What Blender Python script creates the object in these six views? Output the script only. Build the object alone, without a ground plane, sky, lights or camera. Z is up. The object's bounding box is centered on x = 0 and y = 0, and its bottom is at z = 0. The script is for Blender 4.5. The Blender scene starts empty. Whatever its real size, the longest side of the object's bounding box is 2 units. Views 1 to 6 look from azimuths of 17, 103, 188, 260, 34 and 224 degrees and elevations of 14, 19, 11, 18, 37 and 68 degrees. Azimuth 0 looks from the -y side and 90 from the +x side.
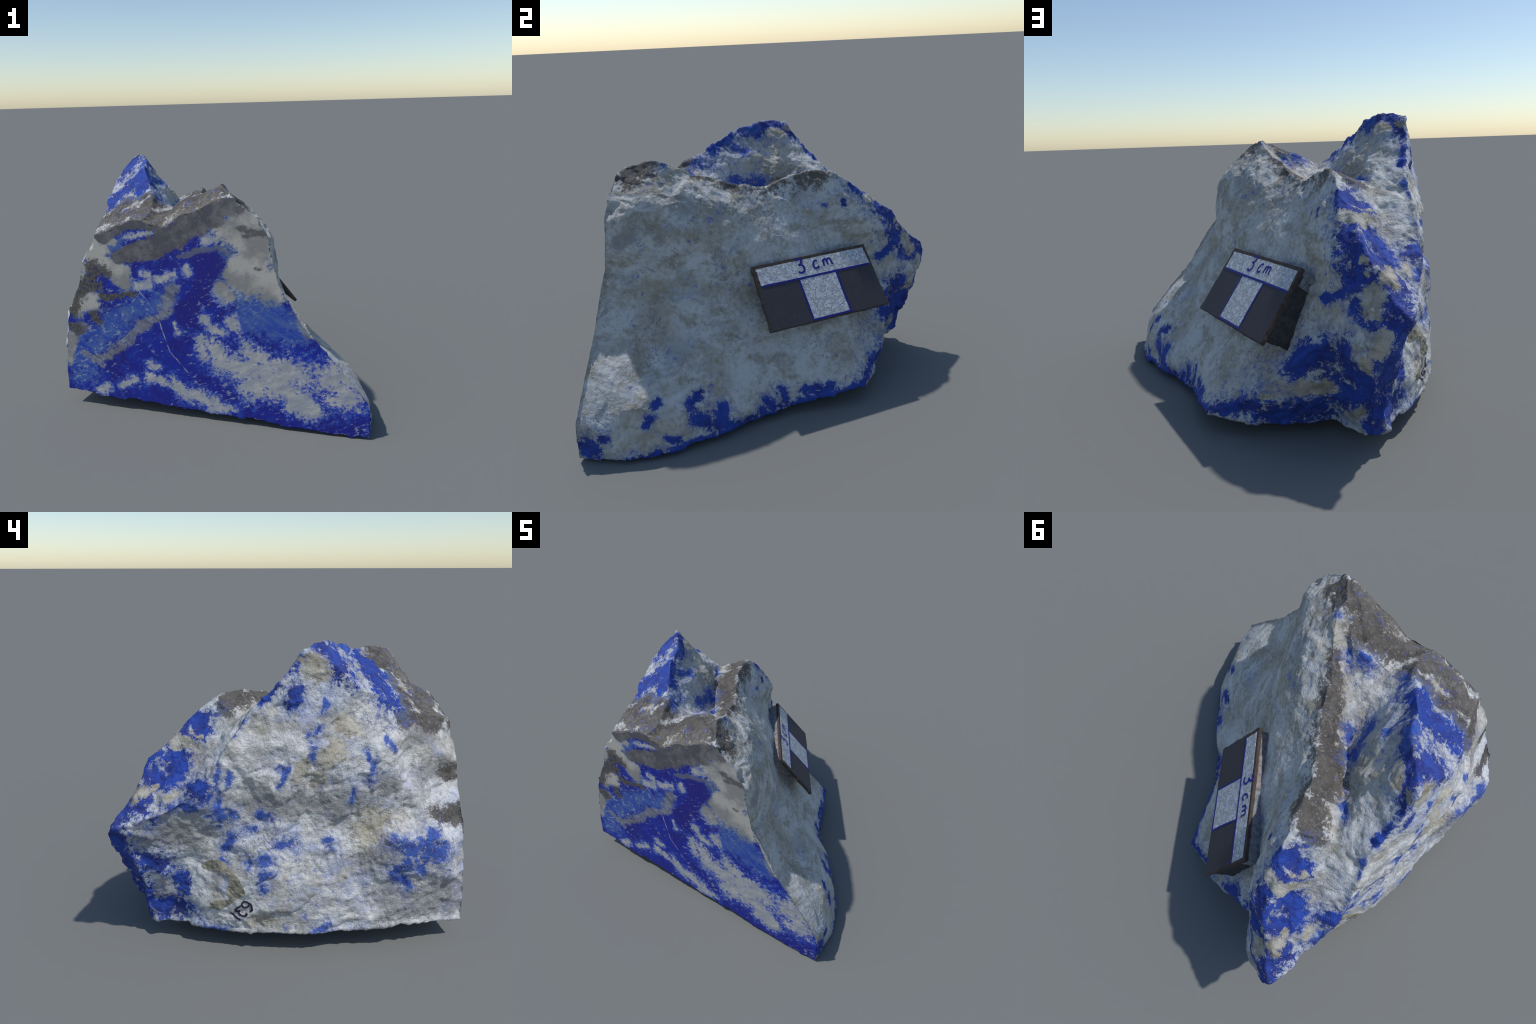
"""Lapis lazuli hand specimen with a small 3 cm scale card stuck to its side.

The stone is built from named survey points (summits, crests, corners, feet),
joined into a faceted block, refined, softened and then given relief."""
import bpy, bmesh, math
import numpy as np
from mathutils import Vector, Matrix

# ------------------------------------------------------------------ landmarks
PT = dict(
    # tall west summit and the crest falling south from it
    peak=(-0.704, -0.139, 1.530), shoulder=(-0.574, -0.284, 1.507), ridge_mid=(-0.545, -0.385, 1.475),
    ridge_low=(-0.434, -0.541, 1.370), hollow=(-0.298, -0.797, 1.221),
    # summit walls
    wall_a=(-0.621, -0.033, 1.370), wall_b=(-0.596, 0.118, 1.224), wall_c=(-0.632, -0.123, 1.461), wall_d=(-0.469, -0.288, 1.369),
    # lower east crest: south summit, saddle, north summit, with its inner rim above the valley
    hump=(0.185, -0.815, 1.390), south_summit=(0.095, -0.700, 1.408), crest_1=(0.085, -0.610, 1.402), crest_2=(0.030, -0.520, 1.345),
    crest_3=(-0.010, -0.465, 1.307), crest_4=(-0.075, -0.387, 1.270), crest_5=(-0.105, -0.317, 1.247), crest_6=(-0.135, -0.247, 1.220),
    saddle=(-0.219, -0.119, 1.172), crest_7=(-0.280, 0.000, 1.212), crest_8=(-0.350, 0.085, 1.236), north_summit=(-0.377, 0.172, 1.252),
    crest_9=(-0.410, 0.270, 1.235), crest_10=(-0.425, 0.355, 1.210),
    rim_b=(-0.362, -0.130, 1.145), rim_c=(-0.430, -0.035, 1.178), rim_d=(-0.505, 0.070, 1.180), north_summit_in=(-0.600, 0.213, 1.165),
    crest_m1=(-0.170, -0.564, 1.300), crest_m2=(-0.270, -0.580, 1.252), 
    valley=(-0.316, -0.243, 1.085), 

    # outline of the polished saw cut (kept a little proud, the saw trims it)
    cut_low_right=(0.990, -0.890, 0.004), cut_low_left=(-0.930, -0.900, 0.100),
    cut_l1=(-0.762, -0.895, 0.905), cut_l2=(-0.885, -0.900, 0.560), cut_l3=(-0.925, -0.900, 0.300),
    cut_t1=(-0.645, -0.892, 1.099), cut_t2=(-0.446, -0.892, 1.203), cut_t3=(-0.278, -0.880, 1.195), cut_t4=(-0.188, -0.886, 1.183),
    cut_t5=(-0.096, -0.892, 1.250), cut_t6=(0.227, -0.892, 1.331),
    cut_r1=(0.355, -0.890, 1.230), cut_r2=(0.415, -0.890, 1.155), cut_r3=(0.453, -0.890, 0.960), cut_r4=(0.470, -0.890, 0.875),
    cut_r5=(0.548, -0.890, 0.778), cut_r6=(0.676, -0.890, 0.565), cut_r7=(0.762, -0.890, 0.466), cut_r8=(0.978, -0.890, 0.210),
    # weathered south-west shoulder
    sw_a=(-0.694, -0.778, 1.155), sw_b=(-0.705, -0.630, 1.200), sw_c=(-0.760, -0.520, 1.215),
    # west edge of the summit
    west_a=(-0.800, -0.215, 1.420), west_b=(-0.819, -0.306, 1.330), west_c=(-0.785, -0.440, 1.275),
    # west bulge and west foot
    bulge=(-0.985, -0.715, 0.500), 
    
    
    foot_1=(-0.667, 0.673, 0.095), foot_2=(-0.690, 0.576, 0.095), foot_3=(-0.740, 0.473, 0.105), foot_4=(-0.825, 0.289, 0.090),
    foot_5=(-0.884, 0.134, 0.100), foot_6=(-0.938, -0.118, 0.100), foot_7=(-0.919, -0.342, 0.100), foot_8=(-0.954, -0.506, 0.120),
    # north-west edge running down from the summit to the blue tip
    nw_0=(-0.775, -0.059, 1.501), nw_1=(-0.780, 0.036, 1.388), nw_2=(-0.765, 0.098, 1.317), nw_3=(-0.760, 0.151, 1.260),
    nw_4=(-0.765, 0.207, 1.206), nw_5=(-0.775, 0.244, 1.152), nw_6=(-0.790, 0.283, 1.099), nw_7=(-0.800, 0.321, 1.042),
    nw_8=(-0.815, 0.372, 0.975), nw_9=(-0.820, 0.404, 0.915), nw_10=(-0.825, 0.526, 0.823), nw_11=(-0.810, 0.582, 0.773),
    nw_12=(-0.790, 0.660, 0.735), tip=(-0.746, 0.879, 0.663),
    step_a=(-0.655, 0.465, 0.901), step_b=(-0.750, 0.511, 0.826),
    # blue north crest
    north_a=(-0.438, 0.413, 1.170), north_b=(-0.444, 0.528, 1.046), north_c=(-0.454, 0.648, 0.889), north_d=(-0.368, 0.577, 0.690),
    spine_a=(-0.529, 0.571, 1.012), spine_b=(-0.546, 0.670, 0.949), spine_c=(-0.625, 0.761, 0.794),
    under_0=(-0.766, 0.790, 0.643), under_a=(-0.715, 0.774, 0.518), under_b=(-0.699, 0.749, 0.419), under_c=(-0.671, 0.715, 0.300), under_e=(-0.645, 0.728, 0.190), under_d=(-0.596, 0.712, 0.088),
    prow_a=(-0.712, 0.893, 0.622), prow_b=(-0.660, 0.852, 0.520), prow_c=(-0.605, 0.828, 0.398), prow_d=(-0.600, 0.787, 0.323), prow_e=(-0.590, 0.740, 0.222), prow_f=(-0.585, 0.725, 0.120),
    
    notch=(-0.422, 0.660, 0.529), notch_a=(-0.423, 0.620, 0.389), notch_b=(-0.420, 0.585, 0.248),
    # east slab
    slab_a=(-0.300, 0.645, 0.455), slab_b=(-0.080, 0.645, 0.258), slab_c=(0.048, 0.579, 0.164), slab_corner=(0.217, 0.555, 0.098),
    slab_p=(0.076, 0.403, 0.398), slab_q=(-0.010, 0.250, 0.640), east_a=(0.356, -0.400, 0.705), east_b=(0.772, -0.508, 0.323), 
    east_c=(0.110, -0.215, 0.990), east_d=(0.112, -0.169, 0.928), east_e=(0.201, -0.256, 0.860),
    lump=(0.383, -0.625, 0.984), lump_low=(0.446, -0.760, 0.985), lump_in=(0.347, -0.573, 1.033), lump_top=(0.290, -0.640, 1.215), lump_edge=(0.323, -0.699, 1.229),
    dent=(0.219, -0.512, 1.190), rib_a=(-0.095, -0.097, 1.064), rib_b=(-0.117, 0.030, 0.962), rib_c=(-0.105, 0.099, 0.883),
    n1=(-0.347, 0.379, 1.074), n2=(-0.147, -0.138, 1.144),
    # broken faces between the crests
    east_f=(0.450, -0.265, 0.475), east_g=(0.275, -0.095, 0.472), east_h=(0.300, -0.010, 0.360), east_j=(0.620, -0.500, 0.420), east_k=(0.195, -0.205, 0.745), east_l=(0.095, -0.045, 0.735),
    east_m=(0.137, -0.415, 1.195), lump_n=(0.322, -0.490, 0.945), dell=(-0.215, 0.070, 1.035), n3=(-0.225, 0.262, 0.890), n4=(-0.220, 0.285, 0.820), n5=(-0.300, 0.410, 0.920),
    apron_a=(0.880, -0.640, 0.270), apron_b=(0.743, -0.330, 0.225), apron_c=(0.660, -0.170, 0.165), apron_d=(0.972, -0.750, 0.178), apron_e=(0.392, 0.005, 0.250),
    belly_a=(-0.295, 0.622, 0.247), belly_b=(-0.165, 0.650, 0.215), belly_c=(-0.224, 0.650, 0.323), recess=(-0.512, 0.660, 0.260),
    chunk=(-0.545, 0.840, 0.515), brow=(-0.510, 0.745, 0.745), north_e=(-0.571, 0.474, 1.057),
    west_1=(-0.755, 0.460, 0.555), west_2=(-0.707, 0.579, 0.325), west_3=(-0.800, 0.295, 0.665), west_4=(-0.825, 0.190, 0.800), west_5=(-0.780, 0.480, 0.630), west_6=(-0.722, 0.600, 0.400),
    west_7=(-0.905, -0.365, 0.945), west_8=(-0.868, -0.620, 0.765), west_9=(-0.842, -0.160, 0.620), west_10=(-0.890, -0.290, 0.555), west_11=(-0.880, -0.436, 0.700), west_12=(-0.885, 0.158, 0.455),
    west_13=(-0.965, -0.515, 0.590), west_14=(-0.985, -0.550, 0.450), west_15=(-0.950, -0.800, 0.560), west_16=(-0.955, -0.730, 0.340), west_17=(-0.965, -0.645, 0.375), west_18=(-0.910, -0.342, 0.350),
    west_19=(-0.850, -0.005, 0.770), west_20=(-0.858, -0.050, 1.045), west_21=(-0.805, -0.344, 1.240), west_22=(-0.800, -0.600, 1.110), west_23=(-0.810, 0.020, 1.240), west_24=(-0.785, -0.735, 1.015), west_25=(-0.815, -0.730, 0.825),
    slope_a=(-0.615, -0.765, 1.195), slope_b=(-0.595, -0.585, 1.272), slope_c=(-0.536, -0.743, 1.207), slope_d=(-0.490, -0.695, 1.265),
    floor_a=(-0.210, -0.405, 1.152), floor_b=(-0.140, -0.450, 1.212), floor_c=(-0.235, -0.495, 1.210), floor_d=(-0.050, -0.530, 1.285), plat_a=(-0.093, -0.750, 1.315), plat_b=(-0.160, -0.700, 1.290), plat_c=(-0.150, -0.765, 1.280),
    wall_e=(-0.430, -0.312, 1.280), wall_f=(-0.490, -0.066, 1.275), wall_g=(-0.565, 0.050, 1.260), wall_h=(-0.525, 0.000, 1.200), wall_i=(-0.446, -0.100, 1.185),
    valley_a=(-0.385, -0.150, 1.115), valley_b=(-0.458, -0.030, 1.145), valley_c=(-0.535, 0.090, 1.165),
    floor_e=(-0.255, -0.325, 1.132), floor_f=(-0.310, -0.430, 1.185), slope_e=(-0.665, -0.440, 1.332), slope_f=(-0.440, -0.635, 1.302),
    apron_f=(0.730, -0.410, 0.288), east_n=(0.420, -0.640, 0.842), east_o=(0.460, -0.385, 0.522), east_p=(0.385, -0.510, 0.730), east_q=(0.580, -0.565, 0.485), east_r=(0.265, -0.400, 1.030), east_s=(0.795, -0.745, 0.405), lump_out=(0.425, -0.750, 1.100),
    n6=(-0.350, 0.485, 0.945), north_f=(-0.410, 0.645, 0.868), north_g=(-0.660, 0.745, 0.828), belly_d=(-0.070, 0.645, 0.235), chunk_b=(-0.519, 0.815, 0.460), brow_b=(-0.590, 0.800, 0.710),
    west_26=(-0.820, 0.360, 0.210), west_27=(-0.880, 0.220, 0.360), west_28=(-0.685, 0.585, 0.240), west_29=(-0.972, -0.745, 0.600), west_30=(-0.888, -0.451, 0.630), west_31=(-0.985, -0.790, 0.400), west_32=(-0.868, 0.095, 0.860), west_33=(-0.852, 0.020, 0.560),
    east_t=(0.305, -0.440, 0.925), east_u=(0.480, -0.130, 0.268), apron_g=(0.868, -0.575, 0.265), apron_h=(0.580, -0.055, 0.092), apron_i=(0.310, 0.285, 0.165), apron_j=(0.835, -0.390, 0.165),
    north_h=(-0.390, 0.575, 0.943), belly_e=(-0.060, 0.645, 0.190), slab_r=(-0.170, 0.530, 0.438), wall_j=(-0.675, -0.055, 1.445),
    west_34=(-0.858, 0.075, 0.595), west_35=(-0.727, 0.500, 0.420), west_36=(-0.935, -0.270, 0.265), west_37=(-0.915, -0.120, 0.345), west_38=(-0.800, -0.575, 1.000), west_39=(-0.898, -0.450, 1.005), west_40=(-0.880, -0.710, 0.690),
    # east foot and underside
    foot_e1=(0.975, -0.622, 0.011), foot_e2=(0.872, -0.400, 0.020), foot_e3=(0.682, -0.159, 0.031), foot_e4=(0.570, -0.080, 0.029), foot_e5=(0.399, 0.163, 0.043),
    base_a=(-0.020, 0.598, 0.070), base_b=(-0.169, 0.554, 0.060), base_c=(-0.291, 0.539, 0.060), base_d=(-0.400, 0.502, 0.060), base_e=(-0.530, 0.626, 0.050),
    base_f=(0.0, 0.0, 0.03), base_g=(-0.5, 0.1, 0.055), base_h=(-0.5, -0.5, 0.06), base_i=(0.3, -0.5, 0.02),
)
# crests and edges that must stay edges of the facets
EDGES = [
    'peak shoulder ridge_mid ridge_low hollow',
    'cut_t6 hump south_summit crest_1 crest_2 crest_3 crest_4 crest_5 crest_6 saddle crest_7 crest_8 north_summit crest_9 crest_10 north_a',
    'crest_2 crest_m1 crest_m2 hollow',
    'rim_b rim_c rim_d north_summit_in',
    'valley valley_a valley_b valley_c',
    'peak west_a west_b west_c sw_c sw_b sw_a cut_t1',
    'peak nw_0 nw_1 nw_2 nw_3 nw_4 nw_5 nw_6 nw_7 nw_8 nw_9 nw_10 nw_11 nw_12 tip',
    'north_summit_in step_a step_b nw_12',
    'north_a spine_a spine_b spine_c tip',
    'tip under_0 under_a under_b under_c under_e under_d',
    'tip prow_a prow_b prow_c prow_d prow_e prow_f',
    'notch notch_a notch_b base_d',
    'notch slab_a slab_b slab_c slab_corner',
    'north_a north_b north_c north_d notch',
    'cut_low_left cut_l3 cut_l2 cut_l1 cut_t1 cut_t2 cut_t3 cut_t4 cut_t5 cut_t6 cut_r1 cut_r2 cut_r3 cut_r4 cut_r5 cut_r6 cut_r7 cut_r8 cut_low_right cut_low_left',
    'cut_low_right foot_e1 foot_e2 foot_e3 foot_e4 foot_e5 slab_corner base_a base_b base_c base_d base_e under_d foot_1 foot_2 foot_3 foot_4 foot_5 foot_6 foot_7 foot_8 cut_low_left',
]
SAW = lambda x, z: -0.8905 + 0.028 * z + 0.008 * x + 0.03 * np.maximum(0, x - 0.7)     # y of the saw cut, leaning back a little
for name in [n for n in PT if n.startswith('cut_')]:
    PT[name] = (PT[name][0], float(SAW(PT[name][0], PT[name][2])) - 0.016, PT[name][2])
HEART = np.array((-0.42, -0.12, 0.45))      # every facet can be seen from here


def faceted_block():
    """Project the survey points on a sphere round the heart, take the hull there
    (a Delaunay net) and pull it back: a closed faceted block."""
    pts = [np.array(p) for p in PT.values()]
    for line in EDGES:
        names = line.split()
        for a, b in zip(names, names[1:]):
            pa, pb = np.array(PT[a]), np.array(PT[b])
            ua, ub = (pa - HEART), (pb - HEART)
            ang = math.acos(np.clip(ua @ ub / np.linalg.norm(ua) / np.linalg.norm(ub), -1, 1))
            n = int(ang / 0.10) + 1
            pts += [pa + (pb - pa) * k / n for k in range(1, n)]
    pts = np.array(pts)
    rel = pts - HEART
    rad = np.linalg.norm(rel, axis=1)
    bm = bmesh.new()
    for d in rel / rad[:, None]:
        bm.verts.new(d)
    bm.verts.index_update()
    for k, v in enumerate(bm.verts):
        v.tag = False
    lay = bm.verts.layers.int.new('k')
    for k, v in enumerate(bm.verts):
        v[lay] = k
    out = bmesh.ops.convex_hull(bm, input=bm.verts[:])
    loose = [v for v in bm.verts if not v.link_faces]
    bmesh.ops.delete(bm, geom=loose, context='VERTS')
    for v in bm.verts:
        v.co = Vector(pts[v[lay]])
    bmesh.ops.recalc_face_normals(bm, faces=bm.faces[:])
    me = bpy.data.meshes.new('block')
    bm.to_mesh(me)
    bm.free()
    return me


def voxel_remesh(me, size):
    ob = bpy.data.objects.new('work', me)
    bpy.context.scene.collection.objects.link(ob)
    mod = ob.modifiers.new('r', 'REMESH')
    mod.mode, mod.voxel_size, mod.adaptivity = 'VOXEL', size, 0.0
    dg = bpy.context.evaluated_depsgraph_get()
    new = bpy.data.meshes.new_from_object(ob.evaluated_get(dg))
    bpy.data.objects.remove(ob)
    return new


def arrays(me):
    co = np.empty(len(me.vertices) * 3, 'f4'); me.vertices.foreach_get('co', co)
    ed = np.empty(len(me.edges) * 2, 'i4'); me.edges.foreach_get('vertices', ed)
    no = np.empty(len(me.vertices) * 3, 'f4'); me.vertices.foreach_get('normal', no)
    return co.reshape(-1, 3).astype('f8'), ed.reshape(-1, 2), no.reshape(-1, 3).astype('f8')


def laplace(co, ed, amount, times):
    n = len(co)
    deg = np.bincount(ed.ravel(), minlength=n).astype('f8')
    for _ in range(times):
        s = np.stack([np.bincount(ed[:, 0], co[ed[:, 1], k], n) + np.bincount(ed[:, 1], co[ed[:, 0], k], n) for k in range(3)], 1)
        co = co + (s / deg[:, None] - co) * amount
    return co


# ------------------------------------------------------------------ noise
class Noise:
    """Gradient noise on a hashed lattice, vectorised."""
    def __init__(self, seed):
        r = np.random.RandomState(seed)
        self.p = np.concatenate([r.permutation(256)] * 3)
        g = r.normal(size=(256, 3)); self.g = g / np.linalg.norm(g, axis=1)[:, None]

    def __call__(self, x):
        i = np.floor(x).astype(int); f = x - i; i &= 255
        w = f * f * f * (f * (f * 6 - 15) + 10)
        out = 0.0
        for dx in (0, 1):
            for dy in (0, 1):
                for dz in (0, 1):
                    h = self.p[self.p[self.p[i[:, 0] + dx] + i[:, 1] + dy] + i[:, 2] + dz]
                    d = f - np.array((dx, dy, dz))
                    k = (w[:, 0] if dx else 1 - w[:, 0]) * (w[:, 1] if dy else 1 - w[:, 1]) * (w[:, 2] if dz else 1 - w[:, 2])
                    out = out + k * (self.g[h] * d).sum(1)
        return out * 1.6


def fbm(noise, x, octaves, ridged=False):
    s, a, t = 0.0, 1.0, 0.0
    for k in range(octaves):
        v = noise(x * 2.03 ** k + 17.3 * k)
        if ridged:
            v = 1 - 2 * np.abs(v)
        s = s + a * v; t += a; a *= 0.52
    return s / t


def step(a, b, x):
    t = np.clip((x - a) / (b - a), 0, 1)
    return t * t * (3 - 2 * t)


def chips(x, seed, crisp=16.0):
    """Broken facets: every cell of a jittered lattice is a little plane with its own tilt."""
    r = np.random.RandomState(seed)
    p = np.concatenate([r.permutation(256)] * 3)
    jit, tilt, lift = r.uniform(0.1, 0.9, (256, 3)), r.normal(size=(256, 3)), r.normal(size=256)
    i = np.floor(x).astype(int)
    total, weight = np.zeros(len(x)), np.full(len(x), 1e-12)
    for dx in (-1, 0, 1):
        for dy in (-1, 0, 1):
            for dz in (-1, 0, 1):
                c = i + np.array((dx, dy, dz))
                h = p[p[p[c[:, 0] & 255] + (c[:, 1] & 255)] + (c[:, 2] & 255)]
                rel = x - c - jit[h]
                k = np.exp(-crisp * (rel * rel).sum(1))
                total += k * np.tanh(0.9 * (rel * tilt[h]).sum(1) + 0.35 * lift[h])
                weight += k
    return total / weight


# ------------------------------------------------------------------ build
VOXEL = 0.0075
rock_mesh = voxel_remesh(faceted_block(), VOXEL)
co, ed, no = arrays(rock_mesh)

# distance of every point to the crests
samples, convex = [], 0
for line in sorted(EDGES, key=lambda t: t.startswith(('valley', 'notch notch_a'))):
    names = line.split()
    for a, b in zip(names, names[1:]):
        pa, pb = np.array(PT[a]), np.array(PT[b])
        n = max(2, int(np.linalg.norm(pb - pa) / 0.012))
        samples += [pa + (pb - pa) * t for t in np.linspace(0, 1, n)]
        if not line.startswith(('valley', 'notch notch_a')):
            convex = len(samples)
from mathutils.kdtree import KDTree
tree = KDTree(len(samples))
for k, p in enumerate(samples):
    tree.insert(p, k)
tree.balance()
found = [tree.find(p) for p in co]
near = np.array([f[2] for f in found])
sharp = np.array([f[1] for f in found]) < convex      # nearest crest is an outer edge
soft = 0.10 + 0.90 * step(0.01, 0.07, near)      # crests are worn little, flats are blended
keep = co.copy()
co = laplace(co, ed, soft[:, None] * 0.6, 15)
rock_mesh.vertices.foreach_set('co', co.astype('f4').ravel()); rock_mesh.update()
_, _, no = arrays(rock_mesh)

# relief: broad lumps, chipped facets and grain; the east slab is smoother, the west side rough
A, B, C = Noise(3), Noise(11), Noise(29)
west = step(0.25, 0.75, -no[:, 0]) * step(-0.62, -0.75, co[:, 0])
east = step(0.15, 0.6, no[:, 0] * 0.62 + no[:, 1] * 0.5 + no[:, 2] * 0.5) * step(-0.35, -0.2, co[:, 0]) * step(1.15, 1.0, co[:, 2])
rough = 1 - 0.72 * east
bent = co + 0.03 * np.stack([A(co * 9 + k * 31) for k in range(3)], 1)
slant = bent @ np.array(((1, 0, 0), (0, 0.92, -0.39), (0, 0.39, 0.92))).T
d = 0.007 * fbm(A, co * 4.0, 3) * (1 - 0.5 * east)
d += rough * (0.013 * chips(slant * np.array((6, 5, 7.0)), 5) + 0.0042 * chips(slant * np.array((24, 20, 30.0)), 6, 26.0))
d += west * 0.007 * (fbm(B, slant * np.array((4.0, 4.0, 8.5)), 4, True) - 0.25)
d += (1 - west) * rough * 0.007 * (fbm(B, co * 8.0, 3, True) - 0.25)
d += (0.0052 - 0.0024 * east) * fbm(C, co * 22.0, 3) + (0.0018 + 0.0018 * west) * fbm(C, co * np.array((60.0, 60.0, 75.0)) + 5, 2)
d -= 0.005
d += (0.004 + 0.006 * step(1.0, 0.6, co[:, 2])) * sharp * step(0.030, 0.0, near)          # outer edges stand a little proud
d = np.where((no[:, 1] < -0.8) & (co[:, 1] < SAW(co[:, 0], co[:, 2]) + 0.02), np.maximum(d, 0.0), d)      # nothing may fall short of the saw
co = co + no * d[:, None]
co[:, 1] = np.maximum(co[:, 1], SAW(co[:, 0], co[:, 2]) + 0.0009 * fbm(A, co * 9, 2))
co[:, 2] -= co[:, 2].min()
rock_mesh.vertices.foreach_set('co', co.astype('f4').ravel())
rock_mesh.update()
rock_mesh.shade_smooth()

# ------------------------------------------------------------------ where the minerals sit
# veins and patches: (radius, from, to).  On the saw cut positions are (x, z).
CUT_PALE = [
    (0.050, -0.72, 1.00, -0.63, 1.13), (0.045, -0.86, 0.70, -0.76, 0.92), (0.055, 0.36, 1.24, 0.44, 1.05), (0.040, 0.44, 0.95, 0.46, 0.80), (0.018, 0.50, 0.86, 0.66, 0.60),   # calcite, grey-white
    (0.096, 0.26, 1.25, 0.34, 1.21), (0.096, 0.18, 1.17, 0.37, 1.09),
    (0.113, 0.31, 1.12, 0.35, 0.98), (0.113, 0.28, 0.98, 0.36, 0.91),
    (0.096, 0.24, 0.88, 0.42, 0.86), (0.043, 0.13, 0.85, 0.17, 0.79),
    (0.035, 0.17, 0.92, 0.21, 1.01), (0.061, -0.63, 1.04, -0.67, 0.97),
    (0.061, -0.62, 0.96, -0.49, 0.90), (0.043, -0.54, 0.87, -0.48, 0.82),
    (0.026, -0.54, 1.09, -0.58, 1.10), (0.061, -0.82, 0.67, -0.72, 0.71),
    (0.035, -0.88, 0.48, -0.91, 0.30),
]
CUT_SWIRL = [   # white swirls and streaks
    (0.035, -0.00, 0.51, 0.01, 0.43), (0.052, 0.05, 0.48, 0.11, 0.42), (0.065, 0.11, 0.40, 0.24, 0.35),
    (0.074, 0.24, 0.35, 0.42, 0.34), (0.074, 0.38, 0.36, 0.57, 0.34), (0.070, 0.30, 0.26, 0.49, 0.26),
    (0.061, 0.49, 0.26, 0.62, 0.18), (0.052, 0.56, 0.17, 0.67, 0.14), (0.052, 0.29, 0.47, 0.36, 0.43),
    (0.043, 0.38, 0.41, 0.52, 0.39), (0.070, 0.73, 0.35, 0.86, 0.28), (0.061, 0.79, 0.23, 0.89, 0.25),
    (0.052, 0.79, 0.39, 0.89, 0.34), (0.026, -0.36, 0.23, -0.34, 0.25), (0.026, -0.28, 0.23, -0.24, 0.21),
    (0.035, -0.19, 0.22, -0.14, 0.16), (0.039, -0.14, 0.17, -0.01, 0.14), (0.030, 0.01, 0.13, 0.10, 0.12),
    (0.026, 0.05, 0.09, 0.17, 0.10), (0.022, -0.55, 0.17, -0.45, 0.23), (0.022, -0.64, 0.14, -0.70, 0.11),
    (0.026, -0.34, 0.33, -0.30, 0.32), (0.026, 0.07, 0.59, 0.14, 0.57), (0.030, 0.19, 0.65, 0.21, 0.61),
    (0.017, -0.17, 0.59, -0.14, 0.54), (0.022, 0.02, 0.67, 0.04, 0.64), (0.022, -0.08, 0.95, -0.07, 0.92),
    (0.022, -0.27, 0.86, -0.16, 0.90), (0.017, -0.36, 0.90, -0.32, 0.89), (0.026, 0.11, 0.81, 0.16, 0.77),
    (0.026, -0.40, 0.82, -0.32, 0.85), (0.026, 0.04, 1.11, 0.09, 1.12), (0.017, -0.44, 1.12, -0.29, 1.15),
]
CUT_BAND = [
    (0.050, -0.62, 1.12, -0.44, 1.20), (0.045, -0.44, 1.21, -0.28, 1.20), (0.040, -0.30, 1.215, -0.20, 1.19), (0.040, -0.24, 1.17, -0.15, 1.18), (0.045, -0.12, 1.24, 0.02, 1.28), (0.045, 0.02, 1.29, 0.24, 1.35),   # dark grey band under the crust
    (0.052, -0.52, 1.00, -0.47, 1.02), (0.074, -0.42, 1.02, -0.26, 1.05), (0.083, -0.26, 1.08, -0.13, 1.13),
    (0.087, -0.13, 1.15, -0.00, 1.21), (0.074, -0.00, 1.23, 0.11, 1.26), (0.052, 0.11, 1.28, 0.26, 1.32),
    (0.030, -0.58, 1.13, -0.47, 1.18), (0.030, -0.47, 1.18, -0.30, 1.20),
]
CUT_BLACK = [   # black mica
    (0.052, -0.71, 0.91, -0.62, 0.90), (0.048, -0.70, 0.85, -0.79, 0.79), (0.052, -0.80, 0.76, -0.84, 0.70),
    (0.035, -0.66, 0.81, -0.75, 0.78), (0.022, -0.64, 0.74, -0.51, 0.76), (0.019, -0.51, 0.76, -0.40, 0.77),
    (0.039, -0.86, 0.63, -0.82, 0.67), (0.035, -0.89, 0.53, -0.82, 0.52), (0.035, -0.71, 0.62, -0.68, 0.57),
]
CUT_HAZE = [   # lighter hazy blue
    (0.061, -0.20, 0.76, -0.38, 0.68), (0.070, -0.39, 0.70, -0.57, 0.59), (0.078, -0.55, 0.56, -0.73, 0.46),
    (0.061, -0.70, 0.42, -0.81, 0.43), (0.070, -0.85, 0.31, -0.79, 0.29), (0.052, -0.86, 0.19, -0.76, 0.23),
    (0.061, 0.21, 0.95, 0.19, 1.02), (0.052, 0.24, 0.79, 0.31, 0.79), (0.070, 0.30, 0.72, 0.46, 0.72),
    (0.070, 0.31, 0.66, 0.57, 0.65), (0.052, 0.46, 0.59, 0.62, 0.60), (0.043, -0.51, 1.07, -0.56, 1.06),
]
CUT_GREY = [   # grey haze and streaks
    (0.052, -0.17, 0.82, -0.23, 0.68), (0.039, -0.20, 0.68, -0.39, 0.58), (0.030, -0.33, 0.60, -0.46, 0.50),
    (0.035, -0.46, 0.48, -0.64, 0.36), (0.035, -0.63, 0.36, -0.74, 0.32), (0.026, -0.80, 0.35, -0.68, 0.30),
    (0.043, 0.50, 0.80, 0.39, 0.78), (0.052, 0.61, 0.71, 0.64, 0.61), (0.039, -0.78, 0.54, -0.85, 0.53),
]
CUT_DEEP = [   # deepest blue
    (0.052, 0.01, 1.11, 0.06, 1.13), (0.078, 0.05, 0.92, 0.04, 0.78), (0.096, -0.04, 0.72, -0.11, 0.66),
    (0.078, 0.13, 0.96, 0.02, 1.00), (0.043, 0.17, 0.71, 0.15, 0.66),
]
CUT_FISSURE = [(-0.43, 0.87), (-0.38, 0.78), (-0.28, 0.64), (-0.24, 0.515), (-0.21, 0.43), (-0.10, 0.30)]
CUT_LENS = [(-0.125, 1.014), (0.004, 1.05), (0.113, 1.068), (0.172, 1.043)]
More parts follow.
